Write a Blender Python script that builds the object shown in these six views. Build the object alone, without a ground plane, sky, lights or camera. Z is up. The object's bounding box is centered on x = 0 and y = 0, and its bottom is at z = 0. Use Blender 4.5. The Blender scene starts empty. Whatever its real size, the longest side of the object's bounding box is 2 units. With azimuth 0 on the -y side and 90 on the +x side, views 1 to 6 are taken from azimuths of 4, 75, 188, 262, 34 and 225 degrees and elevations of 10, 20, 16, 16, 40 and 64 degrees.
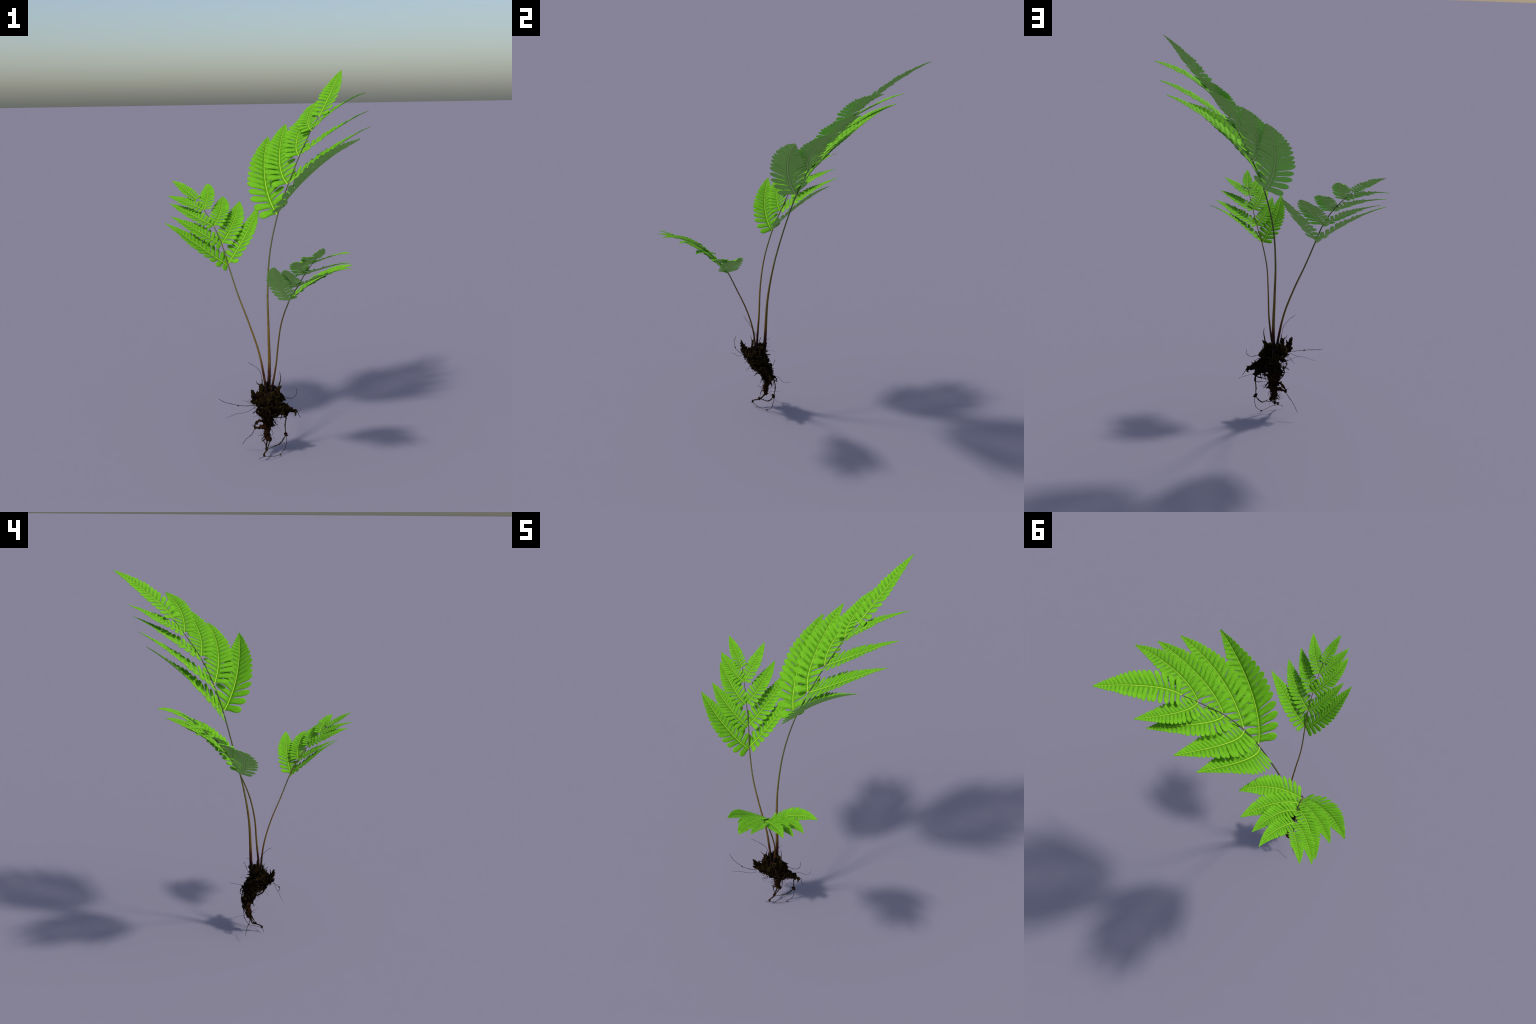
"""A bracken-like fern lifted out of the soil: three fronds on slender stalks, each with four
pairs of lobed leaflets and one end leaflet, rising from a dark fibrous root ball."""
import bpy, bmesh, math, random
from mathutils import Vector, noise

rng = random.Random(11)
V = Vector


# ------------------------------------------------------------------ curves
def bezier(C, t):
    a, b, c, d = C
    u = 1 - t
    return a * u**3 + b * (3 * u * u * t) + c * (3 * u * t * t) + d * t**3


def catmull(points, per=8):
    P = [V(p) for p in points]
    P = [P[0] * 2 - P[1]] + P + [P[-1] * 2 - P[-2]]
    out = []
    for i in range(len(P) - 3):
        a, b, c, d = P[i:i + 4]
        for j in range(per):
            t = j / per
            out.append(((b * 2) + (c - a) * t + (a * 2 - b * 5 + c * 4 - d) * t * t + (b * 3 - a - c * 3 + d) * t**3) * 0.5)
    out.append(P[-2].copy())
    return out


class Spine:
    """A polyline that can be asked for a point at a share of its length."""

    def __init__(self, pts):
        self.p = pts
        self.s = [0.0]
        for a, b in zip(pts, pts[1:]):
            self.s.append(self.s[-1] + (b - a).length)
        self.L = self.s[-1]

    def at(self, x):
        d = x * self.L
        if d <= 0:
            return self.p[0] + (self.p[1] - self.p[0]).normalized() * d
        if d >= self.L:
            return self.p[-1] + (self.p[-1] - self.p[-2]).normalized() * (d - self.L)
        lo, hi = 0, len(self.s) - 1
        while hi - lo > 1:
            m = (lo + hi) // 2
            if self.s[m] <= d:
                lo = m
            else:
                hi = m
        f = (d - self.s[lo]) / max(1e-9, self.s[hi] - self.s[lo])
        return self.p[lo].lerp(self.p[hi], f)

    def tangent(self, x):
        return (self.at(x + 0.01) - self.at(x - 0.01)).normalized()


# ------------------------------------------------------------------ mesh helpers
class Build:
    def __init__(self):
        self.v, self.f, self.m = [], [], []

    def add(self, p):
        self.v.append(p)
        return len(self.v) - 1

    def face(self, idx, mat=0):
        self.f.append(idx)
        self.m.append(mat)

    def tube(self, pts, radius, sides=8, mat=0, wobble=0.0, flat=1.0, under=None):
        """Tube along pts; radius(u) gives its radius at share u of the run; under: material of the lower half."""
        n = len(pts)
        ref = V((0.31, 0.62, 0.72))
        rings = []
        t0 = (pts[1] - pts[0]).normalized()
        side = t0.cross(ref).normalized()
        for i, p in enumerate(pts):
            t = (pts[min(i + 1, n - 1)] - pts[max(i - 1, 0)]).normalized()
            side = (side - t * side.dot(t)).normalized()
            up = t.cross(side)
            r = radius(i / (n - 1))
            ring = []
            for k in range(sides):
                a = 2 * math.pi * k / sides
                rr = r * (1 + wobble * noise.noise(p * 90 + V((math.cos(a), math.sin(a), 0)) * 1.3))
                ring.append(self.add(p + side * (math.cos(a) * rr) + up * (math.sin(a) * rr * flat)))
            rings.append(ring)
        for a, b in zip(rings, rings[1:]):
            for k in range(sides):
                self.face((a[k], a[(k + 1) % sides], b[(k + 1) % sides], b[k]), mat)
        self.face(tuple(reversed(rings[0])), mat)
        self.face(tuple(rings[-1]), mat)

    def object(self, name, parent, mats, origin, smooth=True):
        me = bpy.data.meshes.new(name)
        me.from_pydata([tuple(p - origin) for p in self.v], [], self.f)
        for m in mats:
            me.materials.append(m)
        me.polygons.foreach_set("material_index", self.m)
        me.polygons.foreach_set("use_smooth", [smooth] * len(self.f))
        me.update()
        ob = bpy.data.objects.new(name, me)
        bpy.context.scene.collection.objects.link(ob)
        place(ob, parent, origin)
        return ob


WORLD = {}


def place(ob, parent, origin):
    WORLD[ob.name] = V(origin)
    if parent:
        ob.parent = parent
        ob.location = V(origin) - WORLD[parent.name]
    else:
        ob.location = V(origin)


def empty(name, parent, origin):
    ob = bpy.data.objects.new(name, None)
    ob.empty_display_size = 0.05
    bpy.context.scene.collection.objects.link(ob)
    place(ob, parent, origin)
    return ob


# ------------------------------------------------------------------ materials
class Mat:
    def __init__(self, name, rough=0.6, spec=0.3):
        self.m = bpy.data.materials.new(name)
        self.m.use_nodes = True
        self.t = self.m.node_tree
        self.b = self.t.nodes["Principled BSDF"]
        self.b.inputs["Roughness"].default_value = rough
        self.b.inputs["Specular IOR Level"].default_value = spec
        self.co = self.t.nodes.new("ShaderNodeTexCoord")

    def link(self, a, b):
        self.t.links.new(a, b)

    def noise(self, scale, detail=4, rough=0.6, stretch=None):
        n = self.t.nodes.new("ShaderNodeTexNoise")
        n.inputs["Scale"].default_value = scale
        n.inputs["Detail"].default_value = detail
        n.inputs["Roughness"].default_value = rough
        if stretch:
            mp = self.t.nodes.new("ShaderNodeMapping")
            mp.inputs["Scale"].default_value = stretch
            self.link(self.co.outputs["Object"], mp.inputs["Vector"])
            self.link(mp.outputs["Vector"], n.inputs["Vector"])
        else:
            self.link(self.co.outputs["Object"], n.inputs["Vector"])
        return n.outputs["Fac"]

    def ramp(self, fac, stops):
        r = self.t.nodes.new("ShaderNodeValToRGB")
        e = r.color_ramp.elements
        e[0].position, e[0].color = stops[0][0], (*stops[0][1], 1)
        e[1].position, e[1].color = stops[-1][0], (*stops[-1][1], 1)
        for pos, c in stops[1:-1]:
            x = e.new(pos)
            x.color = (*c, 1)
        self.link(fac, r.inputs["Fac"])
        return r.outputs["Color"]

    def mix(self, fac, a, b, mode="MIX"):
        m = self.t.nodes.new("ShaderNodeMix")
        m.data_type = "RGBA"
        m.blend_type = mode
        for sock, val in ((m.inputs["Factor"], fac), (m.inputs["A"], a), (m.inputs["B"], b)):
            if hasattr(val, "default_value") and not isinstance(val, (float, tuple)):
                self.link(val, sock)
            else:
                sock.default_value = val if isinstance(val, float) else (*val, 1)
        return m.outputs["Result"]

    def math(self, op, a, b, clamp=False):
        m = self.t.nodes.new("ShaderNodeMath")
        m.operation = op
        m.use_clamp = clamp
        for s, v in zip(m.inputs, (a, b)):
            if isinstance(v, (int, float)):
                s.default_value = v
            else:
                self.link(v, s)
        return m.outputs[0]

    def height(self):
        s = self.t.nodes.new("ShaderNodeSeparateXYZ")
        self.link(self.co.outputs["Object"], s.inputs[0])
        return s.outputs["Z"]

    def bump(self, fac, strength, dist):
        b = self.t.nodes.new("ShaderNodeBump")
        b.inputs["Strength"].default_value = strength
        b.inputs["Distance"].default_value = dist
        self.link(fac, b.inputs["Height"])
        self.link(b.outputs["Normal"], self.b.inputs["Normal"])

    def color(self, c):
        if isinstance(c, tuple):
            self.b.inputs["Base Color"].default_value = (*c, 1)
        else:
            self.link(c, self.b.inputs["Base Color"])
        return self.m


def leaf_material(name, dark, light, spec=0.08):
    m = Mat(name, rough=0.75, spec=spec)
    grain = m.noise(420, 4, 0.65)
    patch = m.noise(38, 2, 0.5)
    f = m.math("ADD", m.math("MULTIPLY", grain, 0.6), m.math("MULTIPLY", patch, 0.4))
    m.bump(grain, 0.12, 0.002)
    return m.color(m.ramp(f, [(0.36, dark), (0.64, light)]))


LEAF_TOP = [  # soft lobe shading painted in three tones: darkened base and flanks, lightened tip
    leaf_material("leaf_green_painted_shade_base", (0.080, 0.275, 0.006), (0.118, 0.365, 0.009)),
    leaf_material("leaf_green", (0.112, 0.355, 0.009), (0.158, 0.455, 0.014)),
    leaf_material("leaf_green_painted_light_tip", (0.122, 0.375, 0.010), (0.172, 0.480, 0.018)),
]
LEAF_UNDER = leaf_material("leaf_underside", (0.255, 0.540, 0.115), (0.300, 0.610, 0.140), 0.04)  # base colour brightened for the sun glow through the blade; no translucency used
VEIN = Mat("leaf_vein", 0.55, 0.2).color((0.255, 0.570, 0.060))
RIB_TOP = Mat("midrib_yellow_green", 0.5, 0.25).color((0.400, 0.680, 0.040))
RIB_UNDER = Mat("midrib_underside", 0.7, 0.05).color((0.500, 0.660, 0.270))


def stalk_material():
    m = Mat("fern_stalk", 0.7, 0.05)
    z = m.height()
    wob = m.noise(40, 3, 0.6, (1, 1, 0.25))
    h = m.math("ADD", z, m.math("MULTIPLY", m.math("SUBTRACT", wob, 0.5), 0.10))
    along = m.ramp(h, [
        (0.00, (0.004, 0.003, 0.004)), (0.12, (0.009, 0.004, 0.006)), (0.19, (0.055, 0.014, 0.009)),
        (0.25, (0.165, 0.102, 0.020)), (0.42, (0.180, 0.122, 0.026)), (0.60, (0.150, 0.145, 0.038)), (0.80, (0.112, 0.132, 0.048)),
        (1.0, (0.095, 0.118, 0.055))])
    band = m.noise(22, 4, 0.7, (1, 1, 0.6))
    brown = m.ramp(band, [(0.50, (0, 0, 0)), (0.60, (1, 1, 1))])
    low = m.ramp(z, [(0.15, (0.6, 0.6, 0.6)), (0.55, (0.6, 0.6, 0.6)), (0.75, (0.0, 0.0, 0.0))])
    k = m.mix(1.0, brown, low, "MULTIPLY")
    streak = m.noise(160, 3, 0.6, (1, 1, 0.12))
    c = m.mix(k, along, (0.130, 0.055, 0.014))
    c = m.mix(m.math("MULTIPLY", streak, 0.25), c, (0.030, 0.024, 0.012))
    m.bump(streak, 0.3, 0.002)
    return m.color(c)


STALK = stalk_material()


def soil_material(name, a, b, c, moss):
    m = Mat(name, 0.95, 0.04)
    n = m.noise(60, 6, 0.7)
    base = m.ramp(n, [(0.35, a), (0.55, b), (0.72, c)])
    mo = m.ramp(m.noise(28, 5, 0.7), [(0.56, (0, 0, 0)), (0.70, (1, 1, 1))])
    m.bump(m.noise(220, 6, 0.75), 0.8, 0.006)
    return m.color(m.mix(m.math("MULTIPLY", mo, 0.8), base, moss))


SOIL = soil_material("root_ball_soil", (0.004, 0.0025, 0.0008), (0.011, 0.0065, 0.0018), (0.034, 0.020, 0.005), (0.040, 0.030, 0.006))
BARK = soil_material("rootstock_bark", (0.008, 0.004, 0.0015), (0.024, 0.010, 0.004), (0.070, 0.030, 0.010), (0.085, 0.045, 0.012))
SCALE = soil_material("dry_stalk_scale", (0.008, 0.005, 0.0015), (0.026, 0.016, 0.004), (0.085, 0.054, 0.016), (0.055, 0.044, 0.009))
ROOT = soil_material("thin_root", (0.012, 0.009, 0.005), (0.028, 0.019, 0.010), (0.050, 0.034, 0.016), (0.060, 0.036, 0.012))

STRAW = soil_material("straw_fibre", (0.040, 0.024, 0.007), (0.085, 0.055, 0.018), (0.150, 0.100, 0.036), (0.110, 0.070, 0.018))

# ------------------------------------------------------------------ the plant
fern = empty("fern", None, (0.0, -0.06, 0.0))
fern["label"] = "Young green fern with three arching fronds and dark root ball"
fern["category"] = "fern plant"

# Each frond: stalk spine (from the root ball up), radii along it, and its leaflets:
# four control points of the midrib and the direction the leaf's upper face looks to
# (and, for one that is cupped harder, its two folds and its turn in degrees).
FRONDS = [
    dict(
        spine=[(0.009, -0.049, 0.27), (0.021, -0.044, 0.469), (0.0186, -0.033, 0.669), (0.015, 0.0006, 0.868), (0.027, 0.050, 1.068),
               (0.0704, 0.1007, 1.267), (0.125, 0.149, 1.416), (0.182, 0.2156, 1.556), (0.242, 0.301, 1.681), (0.283, 0.353, 1.7485)],
        radii=(0.0112, 0.0083, 0.0062, 0.0046, 0.0038, 0.0033, 0.0030, 0.0026, 0.0022, 0.0015),
        leaflets=[
            ((0.061, 0.107, 1.258), (-0.008, 0.173, 1.358), (-0.026, 0.303, 1.486), (0.002, 0.505, 1.637), (-0.42, -0.66, 0.63), (12, 8, 32)),
            ((0.079, 0.095, 1.279), (0.141, 0.02, 1.389), (0.273, -0.017, 1.513), (0.482, -0.032, 1.641), (-0.69, -0.2, 0.7), (22, 12, 40)),
            ((0.114, 0.155, 1.41), (0.064, 0.206, 1.463), (0.059, 0.336, 1.562), (0.097, 0.544, 1.705), (-0.34, -0.58, 0.74)),
            ((0.132, 0.142, 1.42), (0.244, 0.093, 1.516), (0.38, 0.094, 1.608), (0.541, 0.145, 1.695), (-0.53, -0.3, 0.79)),
            ((0.174, 0.22, 1.552), (0.143, 0.266, 1.595), (0.166, 0.382, 1.667), (0.24, 0.567, 1.767), (-0.4, -0.42, 0.81)),
            ((0.188, 0.211, 1.558), (0.264, 0.187, 1.621), (0.382, 0.206, 1.693), (0.539, 0.266, 1.774), (-0.47, -0.28, 0.84)),
            ((0.237, 0.304, 1.681), (0.21, 0.356, 1.711), (0.224, 0.451, 1.76), (0.277, 0.592, 1.826), (-0.48, -0.34, 0.81)),
            ((0.247, 0.296, 1.681), (0.307, 0.282, 1.75), (0.401, 0.31, 1.813), (0.53, 0.381, 1.869), (-0.48, -0.26, 0.84)),
            ((0.283, 0.353, 1.748), (0.316, 0.387, 1.808), (0.358, 0.491, 1.890), (0.409, 0.664, 1.998), (-0.49, -0.42, 0.77)),
        ]),
    dict(
        spine=[(0.020, -0.098, 0.27), (-0.0005, -0.086, 0.417), (-0.029, -0.069, 0.564), (-0.078, -0.051, 0.711), (-0.137, -0.0135, 0.8585),
               (-0.191, 0.048, 1.0056), (-0.227, 0.104, 1.102), (-0.275, 0.165, 1.190), (-0.3335, 0.239, 1.268), (-0.376, 0.288, 1.317)],
        radii=(0.0088, 0.0064, 0.0050, 0.0043, 0.0038, 0.0033, 0.0029, 0.0025, 0.0021, 0.0014),
        leaflets=[
            ((-0.191, 0.044, 0.997), (-0.261, 0.013, 1.055), (-0.372, 0.034, 1.126), (-0.525, 0.106, 1.214), (0.4, -0.52, 0.76)),
            ((-0.186, 0.051, 1.013), (-0.115, 0.106, 1.113), (-0.069, 0.197, 1.2), (-0.047, 0.325, 1.275), (-0.3, -0.58, 0.76)),
            ((-0.229, 0.099, 1.097), (-0.278, 0.086, 1.132), (-0.369, 0.112, 1.179), (-0.502, 0.179, 1.238), (0.24, -0.58, 0.78)),
            ((-0.224, 0.109, 1.106), (-0.186, 0.16, 1.161), (-0.163, 0.261, 1.222), (-0.157, 0.41, 1.291), (0.14, -0.54, 0.83)),
            ((-0.278, 0.161, 1.19), (-0.313, 0.154, 1.213), (-0.396, 0.199, 1.248), (-0.527, 0.297, 1.294), (0.06, -0.54, 0.84)),
            ((-0.271, 0.169, 1.191), (-0.243, 0.214, 1.24), (-0.237, 0.3, 1.282), (-0.253, 0.426, 1.317), (0.22, -0.44, 0.87)),
            ((-0.335, 0.237, 1.268), (-0.394, 0.243, 1.294), (-0.462, 0.276, 1.315), (-0.542, 0.336, 1.332), (-0.02, -0.57, 0.82)),
            ((-0.331, 0.239, 1.268), (-0.318, 0.323, 1.336), (-0.322, 0.398, 1.374), (-0.344, 0.466, 1.383), (0.12, -0.44, 0.89)),
            ((-0.376, 0.288, 1.317), (-0.424, 0.320, 1.353), (-0.476, 0.357, 1.387), (-0.525, 0.396, 1.409), (0.13, -0.54, 0.83)),
        ]),
    dict(
        spine=[(0.008, -0.096, 0.27), (0.037, -0.106, 0.395), (0.0595, -0.127, 0.520), (0.074, -0.167, 0.645), (0.095, -0.2235, 0.770),
               (0.138, -0.284, 0.8946), (0.175, -0.335, 0.964), (0.209, -0.397, 1.034), (0.244, -0.469, 1.097), (0.263, -0.513, 1.129)],
        radii=(0.0080, 0.0056, 0.0043, 0.0037, 0.0033, 0.0029, 0.0026, 0.0023, 0.0018, 0.0012),
        leaflets=[
            ((0.13, -0.283, 0.886), (0.085, -0.353, 0.967), (0.067, -0.439, 1.037), (0.077, -0.539, 1.095), (-0.06, 0.64, 0.77)),
            ((0.142, -0.284, 0.894), (0.227, -0.276, 0.973), (0.324, -0.284, 1.029), (0.433, -0.309, 1.063), (-0.49, 0.11, 0.86)),
            ((0.172, -0.334, 0.963), (0.14, -0.392, 1.01), (0.125, -0.457, 1.049), (0.127, -0.531, 1.081), (-0.23, 0.54, 0.81)),
            ((0.176, -0.333, 0.965), (0.262, -0.342, 1.01), (0.345, -0.372, 1.044), (0.424, -0.423, 1.068), (-0.23, 0.38, 0.89)),
            ((0.207, -0.397, 1.035), (0.179, -0.465, 1.087), (0.176, -0.543, 1.119), (0.2, -0.629, 1.132), (-0.4, 0.36, 0.84)),
            ((0.21, -0.395, 1.034), (0.28, -0.422, 1.066), (0.349, -0.457, 1.09), (0.416, -0.5, 1.107), (-0.12, 0.4, 0.91)),
            ((0.243, -0.47, 1.097), (0.226, -0.528, 1.126), (0.221, -0.59, 1.147), (0.227, -0.656, 1.16), (-0.32, 0.33, 0.89)),
            ((0.244, -0.467, 1.097), (0.304, -0.494, 1.13), (0.36, -0.532, 1.153), (0.413, -0.581, 1.166), (-0.15, 0.34, 0.93)),
            ((0.263, -0.513, 1.129), (0.276, -0.562, 1.154), (0.287, -0.612, 1.178), (0.295, -0.662, 1.201), (-0.18, 0.39, 0.90)),
        ]),
]

LOBES = 20            # lobes on each side of a leaflet
HALF_WIDTH = 0.170    # longest lobe, as a share of the leaflet's length
FOLD_BASAL, FOLD_TIPWARD, FOLD_END = math.radians(14), math.radians(2), math.radians(8)  # how much each half of the blade is raised
TWIST = math.radians(14)  # side leaflets turn their basal half upwards towards the tip
THICK = 0.0009
NU, NV = 8, 14        # mesh cells across and along a lobe


def lobe_base(k):
    return 0.035 + 0.965 * (1 - (1 - k / LOBES) ** 1.45)


def lobe_length(s):
    body = 1.6 * (1 - s) ** 0.90
    full = 0.86 + 0.9 * min(s, 0.16)
    return HALF_WIDTH / ((1 / body**9 + 1 / full**9) ** (1 / 9))


def lobe_lean(s):
    return 0.055 + 0.50 * min(1.0, s / 0.30) * (1 - 0.15 * s) + 0.25 * max(0.0, s - 0.5)


def lobe_half_width(v, web):
    """Half width over half the lobe spacing: fused web at the base, a narrow gap, a round end."""
    v = 0.12 * v / web if v < web else 0.12 + 0.88 * (v - web) / (1 - web)
    gap = math.exp(-((v - 0.30) / 0.16) ** 2) if v > 0.30 else max(0.0, (v - 0.12) / 0.18) ** 0.8
    e = max(0.0, (v - 0.60) / 0.40)
    return (1.0 - 0.05 * min(1.0, max(0.0, (v - 0.12) / 0.2)) - 0.12 * gap) * math.sqrt(max(0.0, 1 - e**2.5))


class Leaf:
    """Maps a flat leaflet pattern (x along the midrib, y sideways, both in leaf lengths; z up in metres) to its place."""

    def __init__(self, ctrl, face, seed, stalk=None, cup=None):
        C = [V(c) for c in ctrl]
        self.n = V(face).normalized()
        chord = (C[3] - C[0]).length
        droop = lambda t: self.n * (0.012 * chord * 12 * t**4 * (1 - t))  # the last stretch nods over
        self.sp = Spine([bezier(C, i / 40) + droop(i / 40) for i in range(41)])
        self.L = self.sp.L
        self.seed = seed
        self.turn = 0.0
        self.fold = {1: FOLD_END, -1: FOLD_END}
        if stalk:  # the half that faces back down the stalk is the one that turns up
            t = self.sp.tangent(0.0)
            basal = 1 if self.n.cross(t).dot(stalk) < 0 else -1
            fb, ft, tw = [math.radians(c) for c in cup] if cup else (FOLD_BASAL, FOLD_TIPWARD, TWIST)
            self.turn = tw * basal
            self.fold = {basal: fb, -basal: ft}

    def frame(self, x):
        t = self.sp.tangent(min(max(x, 0.0), 1.0))
        lat = self.n.cross(t).normalized()
        up = t.cross(lat)
        a = self.turn * x
        return t, lat * math.cos(a) + up * math.sin(a), up * math.cos(a) - lat * math.sin(a)

    def put(self, x, y, z=0.0):
        t, lat, up = self.frame(x)
        p = self.sp.at(x)
        q = abs(y)
        curl = -0.12 * q * q  # lobes sag a little towards their ends
        fold = self.fold[1 if y >= 0 else -1]
        return p + lat * (y * math.cos(fold) * self.L) + up * ((q * math.sin(fold) + curl) * self.L + z)


def build_leaflet(frond, stalk_spine, spec, index):
    near = min(range(1, len(stalk_spine) - 1), key=lambda i: (stalk_spine[i] - V(spec[0])).length)
    along = (stalk_spine[near] - stalk_spine[near - 1]).normalized()
    end_leaflet = index % 9 == 8
    leaf = Leaf(spec[:4], spec[4], index, None if end_leaflet else along, spec[5] if len(spec) > 5 else None)
    L = leaf.L
    blade, rib = Build(), Build()
    r = random.Random(100 + index)
    for side in (1, -1):
        for k in range(LOBES):
            s = lobe_base(k)
            gap_next = lobe_base(k + 1) - s
            gap_prev = s - lobe_base(k - 1) if k else gap_next
            half = 0.25 * (gap_next + gap_prev)
            h = lobe_length(s) * (1 + r.uniform(-0.025, 0.025))
            if k > LOBES - 3:
                h = max(h, 0.012)
            lean = lobe_lean(s) * (1 + r.uniform(-0.06, 0.06))
            droop = r.uniform(-1, 1) * 0.0035 * h / HALF_WIDTH
            top, bot = [], []
            axis = math.atan(lean * 1.02)
            for j in range(NV + 1):
                vv = math.sin(0.5 * math.pi * (j / NV) ** 0.9)
                y = h * vv
                w = half * lobe_half_width(vv, 0.13 + 0.45 * s * s)
                if j == NV:
                    w = half * 0.16
                turn = axis * (1 - 0.8 * s * s) * min(1.0, max(0.0, (vv - 0.12) / 0.35))  # cross rows swing from along the midrib to across the lobe
                cx = s + h * lean * vv
                rt, rb = [], []
                for i in range(NU + 1):
                    a = -1 + 2 * i / NU
                    dome = (1 - a * a) * 0.13 * half * L * min(1, vv * 4)
                    groove = -0.0016 * L * math.exp(-(a / 0.22) ** 2) * (1 - vv)
                    z = dome + groove + droop * vv * vv
                    wa = a * w * (1 - 0.06 * turn)
                    x = cx + wa * math.cos(turn)
                    yy = side * max(0.0015, y - wa * math.sin(turn) + 0.0015)
                    rt.append(blade.add(leaf.put(x, yy, z + THICK / 2)))
                    rb.append(blade.add(leaf.put(x, yy, z - THICK / 2)))
                top.append(rt)
                bot.append(rb)
            flip = side < 0

            def quad(a, b, c, d, m):
                blade.face((a, d, c, b) if flip else (a, b, c, d), m)

            for j in range(NV):
                vv = math.sin(0.5 * math.pi * ((j + 0.5) / NV) ** 0.9)
                for i in range(NU):
                    a = abs(-1 + 2 * (i + 0.5) / NU)
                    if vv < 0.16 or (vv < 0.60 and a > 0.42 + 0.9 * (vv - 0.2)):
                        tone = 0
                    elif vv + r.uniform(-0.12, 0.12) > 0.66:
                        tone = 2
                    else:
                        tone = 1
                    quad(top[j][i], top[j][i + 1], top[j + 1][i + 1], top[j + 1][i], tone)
                    quad(bot[j][i], bot[j + 1][i], bot[j + 1][i + 1], bot[j][i + 1], 3)
                quad(top[j][0], top[j + 1][0], bot[j + 1][0], bot[j][0], 1)
                quad(top[j][NU], bot[j][NU], bot[j + 1][NU], top[j + 1][NU], 1)
            for i in range(NU):
                quad(top[NV][i], top[NV][i + 1], bot[NV][i + 1], bot[NV][i], 1)
                quad(top[0][i + 1], top[0][i], bot[0][i], bot[0][i + 1], 1)
            # lobe vein: a fine raised thread on the upper face
            if k < LOBES - 4:
                pts = []
                for j in range(7):
                    vv = 0.02 + 0.60 * j / 6
                    dome = 0.13 * half * L * min(1, vv * 4)
                    zz = dome - 0.0016 * L * (1 - vv) + droop * vv * vv + THICK / 2
                    pts.append(leaf.put(s + h * lean * vv, side * (h * vv + 0.0015), zz + 0.0001))
                rib.tube(pts, lambda u: 0.0023 * L * (1 - 0.75 * u), 5, 2)
    # midrib, running on down to the stalk
    foot = min(stalk_spine, key=lambda p: (p - (leaf.sp.p[0] - leaf.sp.tangent(0.0) * 0.006)).length)
    pts = [foot.lerp(leaf.sp.p[0], 0.5) - leaf.n * 0.0004] if (foot - leaf.sp.p[0]).length > 0.002 else []
    pts = [foot] + pts + [leaf.put(i / 40, 0, 0.0002) for i in range(0, 40)] + [leaf.sp.at(0.995)]
    rad = lambda u: L * 0.0050 * (1 - 0.80 * u) + 0.00035
    n = len(pts)
    ring0 = None
    sides = 8
    for i, p in enumerate(pts):
        x = max(0.0, (i - 2) / 40)
        t, lat, up = leaf.frame(x)
        rr = rad(i / (n - 1))
        ring = [rib.add(p + lat * (math.cos(2 * math.pi * q / sides) * rr) + up * (math.sin(2 * math.pi * q / sides) * rr * (1.0 if q < sides // 2 else 1.25))) for q in range(sides)]
        if ring0:
            for q in range(sides):
                m = 0 if q < sides // 2 else 1
                rib.face((ring0[q], ring[q], ring[(q + 1) % sides], ring0[(q + 1) % sides]), m)
        else:
            rib.face(tuple(ring), 1)
        ring0 = ring
    rib.face(tuple(reversed(ring0)), 0)
    origin = leaf.sp.p[0]
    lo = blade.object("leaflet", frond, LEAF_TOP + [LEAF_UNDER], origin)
    rib.object("midrib", frond, [RIB_TOP, RIB_UNDER, VEIN], origin)
    return lo


count = 0
for spec in FRONDS:
    base = V(spec["spine"][0])
    frond = empty("frond", fern, base)
    pts = catmull(spec["spine"], 14)
    R = spec["radii"]

    def radius(u, R=R):
        f = u * (len(R) - 1)
        i = min(int(f), len(R) - 2)
        return R[i] + (R[i + 1] - R[i]) * (f - i)

    st = Build()
    low = base - V((0, 0, 0.03))
    st.tube([low] + pts, radius, 12, 0, wobble=0.10)
    st.object("stalk", frond, [STALK], base)
    for lf in spec["leaflets"]:
        build_leaflet(frond, pts, lf, count)
        count += 1

# ------------------------------------------------------------------ root ball
root_origin = V((0.01, -0.07, 0.30))
roots = empty("root_ball", fern, root_origin)


def ball(bm, c, r, squash=(1, 1, 1)):
    g = bmesh.ops.create_icosphere(bm, subdivisions=2, radius=1.0)
    for v in g["verts"]:
        v.co = V((v.co.x * r * squash[0], v.co.y * r * squash[1], v.co.z * r * squash[2])) + V(c)


def beads(bm, pts, r0, r1, per=10):
    P = catmull(pts, per)
    for i, p in enumerate(P):
        u = i / (len(P) - 1)
        ball(bm, p, (r0 + (r1 - r0) * u) * (1 + 0.22 * noise.noise(p * 70)))


def remeshed(bm, voxel):
    me = bpy.data.meshes.new("clump_work")
    bm.to_mesh(me)
    bm.free()
    ob = bpy.data.objects.new("clump_work", me)
    bpy.context.scene.collection.objects.link(ob)
    md = ob.modifiers.new("remesh", "REMESH")
    md.mode = "VOXEL"
    md.voxel_size = voxel
    dg = bpy.context.evaluated_depsgraph_get()
    out = bpy.data.meshes.new_from_object(ob.evaluated_get(dg))
    bpy.data.objects.remove(ob)
    bpy.data.meshes.remove(me)
    return out


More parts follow.
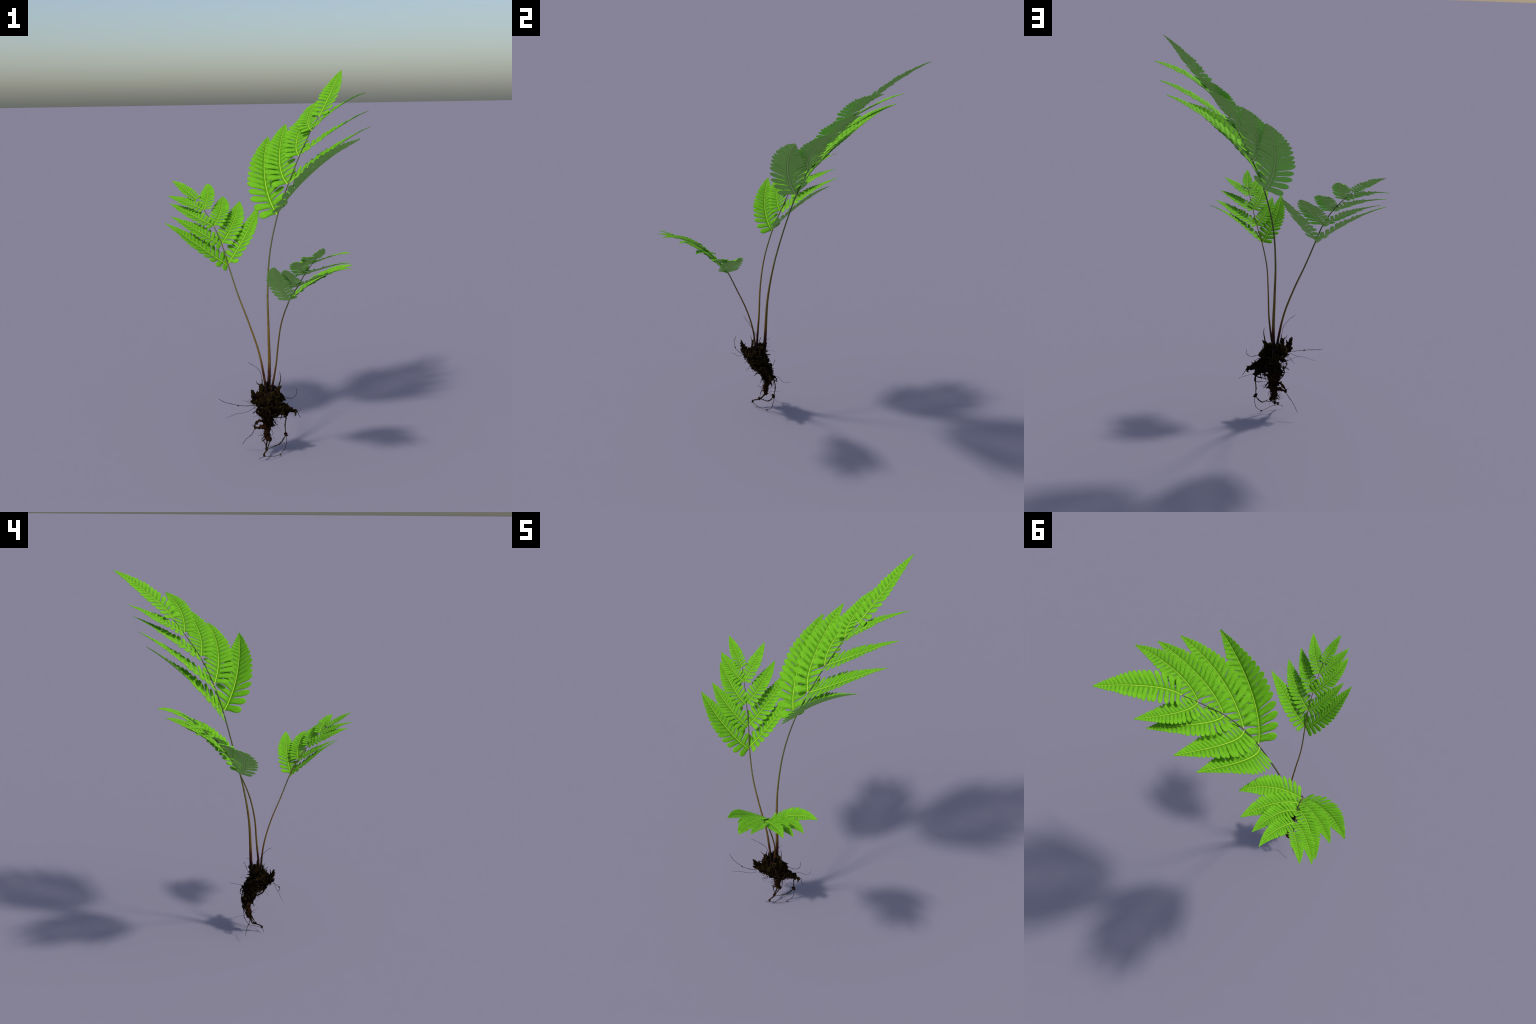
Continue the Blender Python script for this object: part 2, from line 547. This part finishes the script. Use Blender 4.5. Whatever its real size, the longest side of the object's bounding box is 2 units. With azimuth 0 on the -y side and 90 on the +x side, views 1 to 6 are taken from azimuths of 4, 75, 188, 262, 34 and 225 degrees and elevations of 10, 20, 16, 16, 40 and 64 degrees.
def roughen(me, amount, spike):
    new = []
    for v in me.vertices:
        p, n = v.co.copy(), v.normal.copy()
        lump = noise.noise(p * 55) * 0.9 + noise.noise(p * 120 + V((3, 1, 7))) * 0.6
        ridge = max(0.0, 1 - abs(noise.noise(p * 75 + V((9, 2, 4)))) * 5.0)
        thorn = max(0.0, noise.noise(p * 190 + V((5, 5, 1))) - 0.25) ** 1.2
        new.append(p + n * (amount * lump + amount * 0.7 * ridge + spike * thorn))
    for v, p in zip(me.vertices, new):
        v.co = p


# soil clump: lumps scattered through a stack of ellipses (height, centre, half widths)
STACK = [
    (0.372, 0.012, -0.080, 0.040, 0.038), (0.345, 0.018, -0.088, 0.066, 0.052), (0.320, 0.018, -0.092, 0.074, 0.058), (0.290, 0.020, -0.086, 0.076, 0.056),
    (0.262, 0.030, -0.066, 0.074, 0.054), (0.238, 0.022, -0.050, 0.054, 0.044), (0.215, 0.010, -0.034, 0.034, 0.036),
    (0.190, 0.010, -0.024, 0.026, 0.030),
]
clump = bmesh.new()
for (z, cx, cy, rx, ry) in STACK:
    for i in range(19):
        a, q = rng.uniform(0, 2 * math.pi), math.sqrt(rng.random())
        ball(clump, (cx + rx * 0.86 * q * math.cos(a), cy + ry * 0.86 * q * math.sin(a), z + rng.uniform(-0.013, 0.013)), rng.uniform(0.0065, 0.0135),
             (1, 1, rng.uniform(0.6, 1.1)))
beads(clump, [(0.00, -0.115, 0.325), (-0.030, -0.138, 0.330), (-0.050, -0.150, 0.338)], 0.026, 0.014, 6)      # front left shoulder
beads(clump, [(-0.030, -0.140, 0.330), (-0.052, -0.152, 0.362), (-0.058, -0.160, 0.382)], 0.014, 0.006, 6)   # its upright stub
beads(clump, [(-0.030, -0.140, 0.320), (-0.060, -0.158, 0.336)], 0.016, 0.008, 6)
beads(clump, [(0.070, -0.070, 0.280), (0.110, -0.056, 0.262), (0.138, -0.046, 0.254)], 0.024, 0.007, 6)  # arm to the right
beads(clump, [(0.060, -0.056, 0.250), (0.092, -0.040, 0.236), (0.104, -0.018, 0.228)], 0.016, 0.008, 6)
beads(clump, [(0.060, -0.080, 0.330), (0.084, -0.066, 0.325)], 0.026, 0.014, 6)
for c in [(0.009, -0.049, 0.30), (0.020, -0.098, 0.31), (0.008, -0.096, 0.31)]:
    ball(clump, c, 0.022, (1, 1, 1.6))
me = remeshed(clump, 0.0030)
roughen(me, 0.0072, 0.024)
me.materials.append(SOIL)
me.transform(__import__("mathutils").Matrix.Translation(-root_origin))
me.polygons.foreach_set("use_smooth", [True] * len(me.polygons))
me.name = "soil_clump"
ob = bpy.data.objects.new("soil_clump", me)
bpy.context.scene.collection.objects.link(ob)
place(ob, roots, root_origin)

# rootstock: the woody tap below the clump with its side arch
tap = bmesh.new()
beads(tap, [(0.010, -0.030, 0.235), (0.008, -0.024, 0.190), (0.006, -0.024, 0.150), (0.001, -0.034, 0.118), (0.006, -0.038, 0.088)], 0.025, 0.009, 8)
beads(tap, [(0.004, -0.032, 0.120), (0.006, -0.035, 0.096)], 0.014, 0.012, 6)
beads(tap, [(0.014, -0.036, 0.100), (0.020, -0.036, 0.082)], 0.011, 0.006, 6)
beads(tap, [(0.000, -0.026, 0.150), (-0.020, -0.026, 0.153), (-0.041, -0.029, 0.147), (-0.060, -0.018, 0.148)], 0.0105, 0.0030, 8)
beads(tap, [(-0.060, -0.018, 0.148), (-0.058, -0.009, 0.164), (-0.044, -0.016, 0.178), (-0.028, -0.026, 0.188)], 0.0026, 0.0046, 8)
beads(tap, [(0.016, -0.022, 0.180), (0.030, -0.016, 0.166), (0.040, -0.014, 0.156)], 0.009, 0.0032, 8)
me = remeshed(tap, 0.0022)
roughen(me, 0.0046, 0.024)
me.materials.append(BARK)
me.transform(__import__("mathutils").Matrix.Translation(-root_origin))
me.polygons.foreach_set("use_smooth", [True] * len(me.polygons))
ob = bpy.data.objects.new("rootstock", me)
bpy.context.scene.collection.objects.link(ob)
place(ob, roots, root_origin)


# roots that show singly: path, thickness at start and end
def taper(a, b):
    return lambda u: (a + (b - a) * u)


ROOTS = [
    ([(-0.050, -0.160, 0.316), (-0.090, -0.175, 0.318), (-0.132, -0.183, 0.324), (-0.192, -0.175, 0.335), (-0.232, -0.156, 0.346)], 0.0016, 0.0011),
    ([(-0.042, -0.165, 0.310), (-0.093, -0.179, 0.287), (-0.137, -0.185, 0.280), (-0.195, -0.195, 0.261)], 0.0011, 0.0006),
    ([(-0.015, -0.085, 0.400), (-0.017, -0.086, 0.430), (-0.024, -0.107, 0.478), (-0.048, -0.128, 0.512), (-0.083, -0.146, 0.538)], 0.0012, 0.0008),
    ([(0.085, -0.060, 0.324), (0.110, -0.052, 0.321), (0.138, -0.042, 0.317), (0.161, -0.034, 0.341), (0.156, -0.022, 0.364)], 0.0014, 0.0009),
    ([(0.105, -0.020, 0.240), (0.122, 0.004, 0.238), (0.173, 0.027, 0.226), (0.178, 0.059, 0.229)], 0.0010, 0.0008),
    ([(0.104, -0.014, 0.215), (0.103, -0.008, 0.191), (0.098, -0.003, 0.163), (0.099, -0.006, 0.135), (0.102, -0.014, 0.105)], 0.0034, 0.0024),
    ([(0.102, -0.014, 0.105), (0.073, -0.032, 0.066), (0.047, -0.057, 0.062), (0.020, -0.068, 0.052), (0.003, -0.075, 0.045)], 0.0028, 0.0013),
    ([(0.104, -0.014, 0.105), (0.106, -0.015, 0.085), (0.099, -0.021, 0.040), (0.072, -0.043, 0.006)], 0.0011, 0.0014),
    ([(0.072, -0.043, 0.006), (0.034, -0.086, 0.013), (0.012, -0.098, 0.020), (-0.008, -0.106, 0.022), (-0.022, -0.112, 0.018), (-0.036, -0.111, 0.010)], 0.0011, 0.0012),
    ([(0.004, -0.038, 0.082), (0.000, -0.052, 0.056), (0.003, -0.075, 0.045), (-0.009, -0.107, 0.033), (-0.008, -0.106, 0.022)], 0.0046, 0.0036),
    ([(0.016, -0.037, 0.080), (0.012, -0.055, 0.062), (0.005, -0.070, 0.048)], 0.0028, 0.0022),
    ([(-0.058, -0.018, 0.148), (-0.076, -0.028, 0.111), (-0.105, -0.011, 0.081), (-0.131, 0.005, 0.041)], 0.0018, 0.0010),
    ([(-0.056, -0.016, 0.148), (-0.066, -0.022, 0.158), (-0.076, -0.026, 0.162)], 0.0022, 0.0008),
    ([(0.150, -0.040, 0.248), (0.162, -0.030, 0.240), (0.172, -0.036, 0.222), (0.184, -0.040, 0.205)], 0.0022, 0.0007),
    ([(0.148, -0.042, 0.248), (0.156, -0.050, 0.234), (0.150, -0.052, 0.222)], 0.0034, 0.0024),
    ([(0.092, -0.070, 0.300), (0.112, -0.072, 0.290), (0.124, -0.066, 0.268), (0.118, -0.058, 0.255)], 0.0018, 0.0012),
    ([(0.022, -0.030, 0.140), (0.034, -0.026, 0.124), (0.028, -0.030, 0.104)], 0.0012, 0.0009),
    ([(-0.004, -0.036, 0.108), (-0.020, -0.044, 0.112), (-0.032, -0.046, 0.116)], 0.0012, 0.0006),
    ([(-0.004, -0.038, 0.092), (-0.018, -0.046, 0.086), (-0.024, -0.050, 0.080)], 0.0026, 0.0010),
    ([(0.020, -0.060, 0.390), (0.022, -0.052, 0.420), (0.030, -0.035, 0.432), (0.034, -0.018, 0.436)], 0.0012, 0.0006),
]
for path, a, b in ROOTS:
    bl = Build()
    P = catmull(path, 9)
    P = [p + V((noise.noise(p * 60), noise.noise(p * 60 + V((7, 0, 0))), noise.noise(p * 60 + V((0, 7, 0))))) * 0.0022 * min(1, 4 * i / len(P), 4 * (len(P) - 1 - i) / len(P)) for i, p in enumerate(P)]
    bl.tube(P, lambda u: (a + (b - a) * u) * (0.8 + 0.55 * abs(noise.noise(P[int(u * (len(P) - 1))] * 55)) * 1.6), 7, 0, wobble=0.35)
    bl.object("root", roots, [ROOT], V(path[0]))

# small knots where fine roots fork
for c, r in [((0.102, -0.014, 0.108), 0.0085), ((0.072, -0.043, 0.007), 0.0036), ((-0.009, -0.107, 0.030), 0.0052), ((0.002, -0.072, 0.048), 0.0065),
             ((-0.132, -0.183, 0.323), 0.0034), ((0.047, -0.057, 0.062), 0.0030), ((-0.061, -0.017, 0.147), 0.0055), ((0.152, -0.042, 0.246), 0.0085)]:
    k = bmesh.new()
    ball(k, c, r, (1, 1, 1.25))
    ball(k, V(c) + V((r * 0.7, 0.2 * r, -0.7 * r)), r * 0.6)
    ball(k, V(c) + V((-r * 0.6, -0.4 * r, 0.8 * r)), r * 0.55)
    me = remeshed(k, r / 5)
    for v in me.vertices:
        p = v.co.copy()
        v.co = p + v.normal * (noise.noise(p * 260) * r * 0.5)
    me.transform(__import__("mathutils").Matrix.Translation(-V(c)))
    me.materials.append(BARK)
    me.polygons.foreach_set("use_smooth", [True] * len(me.polygons))
    me.name = "root_knot"
    ob = bpy.data.objects.new("root_knot", me)
    bpy.context.scene.collection.objects.link(ob)
    place(ob, roots, V(c))


# dry scales: old stalk bases and leaf sheaths that stand out of the clump as ragged blades
def scale(path, width, thick, seed, ragged=0.25, face=None, mat=None):
    """A ragged, tapering, solid blade along path; width(u) is its half width."""
    P = catmull(path, 8)
    bl = Build()
    n = len(P)
    r = random.Random(seed)
    face = V(face or (r.uniform(-1, 1), r.uniform(-1, 1), 0.2)).normalized()
    rings = []
    for i, p in enumerate(P):
        u = i / (n - 1)
        t = (P[min(i + 1, n - 1)] - P[max(0, i - 1)]).normalized()
        s = t.cross(face).normalized()
        f = s.cross(t)
        w = width(u)
        wl = w * (1 + ragged * 2 * noise.noise(p * 140 + V((seed, 0, 0))))
        wr = w * (1 + ragged * 2 * noise.noise(p * 140 + V((0, seed, 0))))
        th = thick * (0.35 + 0.65 * (1 - u)) + 0.0004
        rings.append([bl.add(p + s * wr), bl.add(p + f * th + s * wr * 0.35), bl.add(p + f * th * 0.8 - s * wl * 0.4), bl.add(p - s * wl), bl.add(p - f * th * 0.6 - s * wl * 0.2), bl.add(p - f * th * 0.7 + s * wr * 0.4)])
    for a, b in zip(rings, rings[1:]):
        for k in range(6):
            bl.face((a[k], a[(k + 1) % 6], b[(k + 1) % 6], b[k]))
    bl.face(tuple(reversed(rings[0])))
    bl.face(tuple(rings[-1]))
    bl.object("stalk_scale", roots, [mat or SCALE], P[0])


FRONT = (0.25, -0.95, 0.1)
scale([(0.056, -0.082, 0.335), (0.062, -0.085, 0.365), (0.070, -0.088, 0.394), (0.080, -0.097, 0.436), (0.076, -0.083, 0.471)],
      lambda u: 0.019 * max(0.0, 1 - 1.9 * u) ** 0.9 + 0.0050 * (1 - u) ** 0.7 + 0.0005, 0.004, 3, 0.18, FRONT)
scale([(0.062, -0.086, 0.366), (0.078, -0.088, 0.390), (0.086, -0.089, 0.400)], lambda u: 0.010 * (1 - u) + 0.0006, 0.003, 4, 0.2, FRONT)
scale([(-0.016, -0.112, 0.320), (-0.020, -0.110, 0.350), (-0.020, -0.108, 0.385), (-0.016, -0.105, 0.412)], lambda u: 0.017 - 0.008 * u, 0.005, 5, 0.4, FRONT)
scale([(-0.024, -0.112, 0.370), (-0.026, -0.110, 0.400), (-0.030, -0.112, 0.420)], lambda u: 0.006 * (1 - u) + 0.0006, 0.002, 6, 0.2, FRONT)
scale([(-0.012, -0.106, 0.385), (-0.014, -0.104, 0.415), (-0.012, -0.100, 0.440)], lambda u: 0.005 * (1 - u) + 0.0005, 0.002, 7, 0.2, FRONT)
scale([(-0.024, -0.108, 0.405), (-0.040, -0.112, 0.418), (-0.044, -0.114, 0.434)], lambda u: 0.0024 * (1 - u) + 0.0006, 0.0014, 8)
scale([(-0.036, -0.138, 0.325), (-0.050, -0.152, 0.360), (-0.061, -0.163, 0.393), (-0.064, -0.165, 0.400)], lambda u: 0.017 - 0.012 * u, 0.006, 9, 0.35, FRONT)
scale([(-0.044, -0.146, 0.352), (-0.040, -0.148, 0.376), (-0.034, -0.146, 0.392)], lambda u: 0.008 * (1 - u) + 0.001, 0.004, 11, 0.3, FRONT)
scale([(-0.030, -0.136, 0.338), (-0.056, -0.156, 0.340), (-0.070, -0.163, 0.334)], lambda u: 0.013 - 0.006 * u, 0.006, 10, 0.4, FRONT)
scale([(0.006, -0.132, 0.292), (0.004, -0.130, 0.335), (-0.002, -0.118, 0.392)], lambda u: 0.010 * (1 - u) + 0.0008, 0.003, 12, 0.2, FRONT)
scale([(0.034, -0.128, 0.300), (0.030, -0.126, 0.335), (0.040, -0.118, 0.372)], lambda u: 0.011 * (1 - u) + 0.0008, 0.003, 16, 0.25, FRONT)
scale([(0.044, -0.132, 0.302), (0.010, -0.145, 0.302), (-0.034, -0.152, 0.296)], lambda u: 0.0055 - 0.003 * u, 0.0025, 13)
scale([(0.086, -0.066, 0.268), (0.126, -0.056, 0.256), (0.164, -0.048, 0.258)], lambda u: 0.013 * (1 - u) + 0.0012, 0.004, 14, 0.3, FRONT)
scale([(0.128, -0.054, 0.254), (0.152, -0.046, 0.248), (0.154, -0.044, 0.226)], lambda u: 0.0065 - 0.002 * u, 0.004, 17, 0.35, FRONT)
scale([(0.050, -0.100, 0.300), (0.058, -0.120, 0.325), (0.060, -0.124, 0.350)], lambda u: 0.012 * (1 - u) + 0.001, 0.003, 15, 0.3, FRONT)
# the open fringe under the clump: crooked strips that leave holes between them
for i, (path, w0) in enumerate([
    ([(-0.040, -0.120, 0.285), (-0.047, -0.105, 0.262), (-0.036, -0.082, 0.240), (-0.014, -0.050, 0.222)], 0.0045),
    ([(-0.034, -0.060, 0.262), (-0.045, -0.045, 0.248), (-0.040, -0.034, 0.226), (-0.018, -0.026, 0.200)], 0.0050),
    ([(0.112, -0.050, 0.244), (0.112, -0.040, 0.222), (0.096, -0.030, 0.210), (0.066, -0.030, 0.206), (0.040, -0.028, 0.202)], 0.0052),
    ([(0.086, -0.050, 0.238), (0.080, -0.038, 0.216), (0.076, -0.034, 0.196)], 0.0062),
    ([(0.060, -0.046, 0.236), (0.056, -0.034, 0.214), (0.052, -0.030, 0.198)], 0.0050),
    ([(0.098, -0.010, 0.232), (0.106, 0.002, 0.214), (0.100, 0.004, 0.196), (0.060, -0.004, 0.198)], 0.0040),
    ([(0.030, -0.020, 0.196), (0.044, -0.016, 0.176), (0.054, -0.012, 0.160), (0.062, -0.012, 0.158)], 0.0036),
    ([(0.020, -0.030, 0.154), (0.036, -0.026, 0.156), (0.050, -0.020, 0.160)], 0.0024),
    ([(-0.004, -0.020, 0.196), (-0.022, -0.022, 0.188), (-0.034, -0.028, 0.184), (-0.046, -0.030, 0.176)], 0.0050),
    ([(-0.006, -0.044, 0.108), (-0.018, -0.050, 0.100), (-0.026, -0.048, 0.090)], 0.0036),
    ([(-0.004, -0.046, 0.098), (-0.012, -0.056, 0.086), (-0.004, -0.062, 0.074), (0.002, -0.070, 0.052)], 0.0024),
    ([(0.016, -0.018, 0.150), (0.020, -0.006, 0.138), (0.016, -0.004, 0.118)], 0.0034),
    ([(0.002, -0.048, 0.176), (0.000, -0.060, 0.168), (0.002, -0.062, 0.152)], 0.0034),
]):
    scale(path, lambda u: w0 * (1.15 - 0.75 * u), 0.0035, 70 + i, 0.55, None, SOIL if i < 6 else BARK)
for i in range(44):  # ragged bits all round the clump
    z, cx, cy, rx, ry = STACK[rng.randrange(1, len(STACK) - 1)]
    a = rng.uniform(0, 2 * math.pi)
    o = V((math.cos(a), math.sin(a), rng.uniform(-0.5, 0.6))).normalized()
    p = V((cx + rx * 0.85 * math.cos(a), cy + ry * 0.85 * math.sin(a), z))
    ln = rng.uniform(0.018, 0.036)
    bend = V((rng.uniform(-1, 1), rng.uniform(-1, 1), rng.uniform(-0.8, 0.8))) * ln * 0.35
    w0 = rng.uniform(0.003, 0.011)
    scale([p, p + o * ln * 0.55, p + o * ln + bend], lambda u: w0 * (1 - u) ** 0.8 + 0.0005, 0.0025, 40 + i, 0.5)

# hair-fine rootlets, too many and too thin to name
fine = Build()
for i in range(58):
    if i < 40:
        z, cx, cy, rx, ry = STACK[rng.randrange(0, len(STACK))]
        a = rng.uniform(0, 2 * math.pi)
        p = V((cx + rx * 0.9 * math.cos(a), cy + ry * 0.9 * math.sin(a), z))
    else:
        z = rng.uniform(0.085, 0.19)
        a = rng.uniform(0, 2 * math.pi)
        p = V((0.005 + 0.018 * math.cos(a), -0.03 + 0.018 * math.sin(a), z))
    d = V((math.cos(a), math.sin(a), rng.uniform(-0.7, 0.6))).normalized()
    ln = rng.uniform(0.015, 0.045)
    w = V((rng.uniform(-1, 1), rng.uniform(-1, 1), rng.uniform(-1, 0.7)))
    path = [p, p + d * ln * 0.5 + w * ln * 0.08, p + d * ln * 0.85 + w * ln * 0.35, p + d * ln + w * ln * 0.7]
    fine.tube(catmull(path, 5), taper(rng.uniform(0.0006, 0.0011), 0.00035), 5)
# short flat fibres lying on the clump
for i in range(110):
    z, cx, cy, rx, ry = STACK[rng.randrange(0, len(STACK) - 1)]
    a = rng.uniform(0, 2 * math.pi)
    q = rng.uniform(0.9, 1.04)
    b = a + rng.uniform(-0.7, 0.7)
    z2 = z + rng.uniform(-0.03, 0.03)
    pts = []
    for j in range(4):
        f = j / 3
        c = a + (b - a) * f
        pts.append(V((cx + rx * q * math.cos(c), cy + ry * q * math.sin(c), z + (z2 - z) * f)))
    fine.tube(catmull(pts, 4), lambda u: 0.0013 * (1 - abs(2 * u - 1) ** 2) + 0.0004, 5, i % 3 == 0)
ob = fine.object("rootlet", roots, [ROOT, STRAW], root_origin)
ob["kind"] = "stuff"
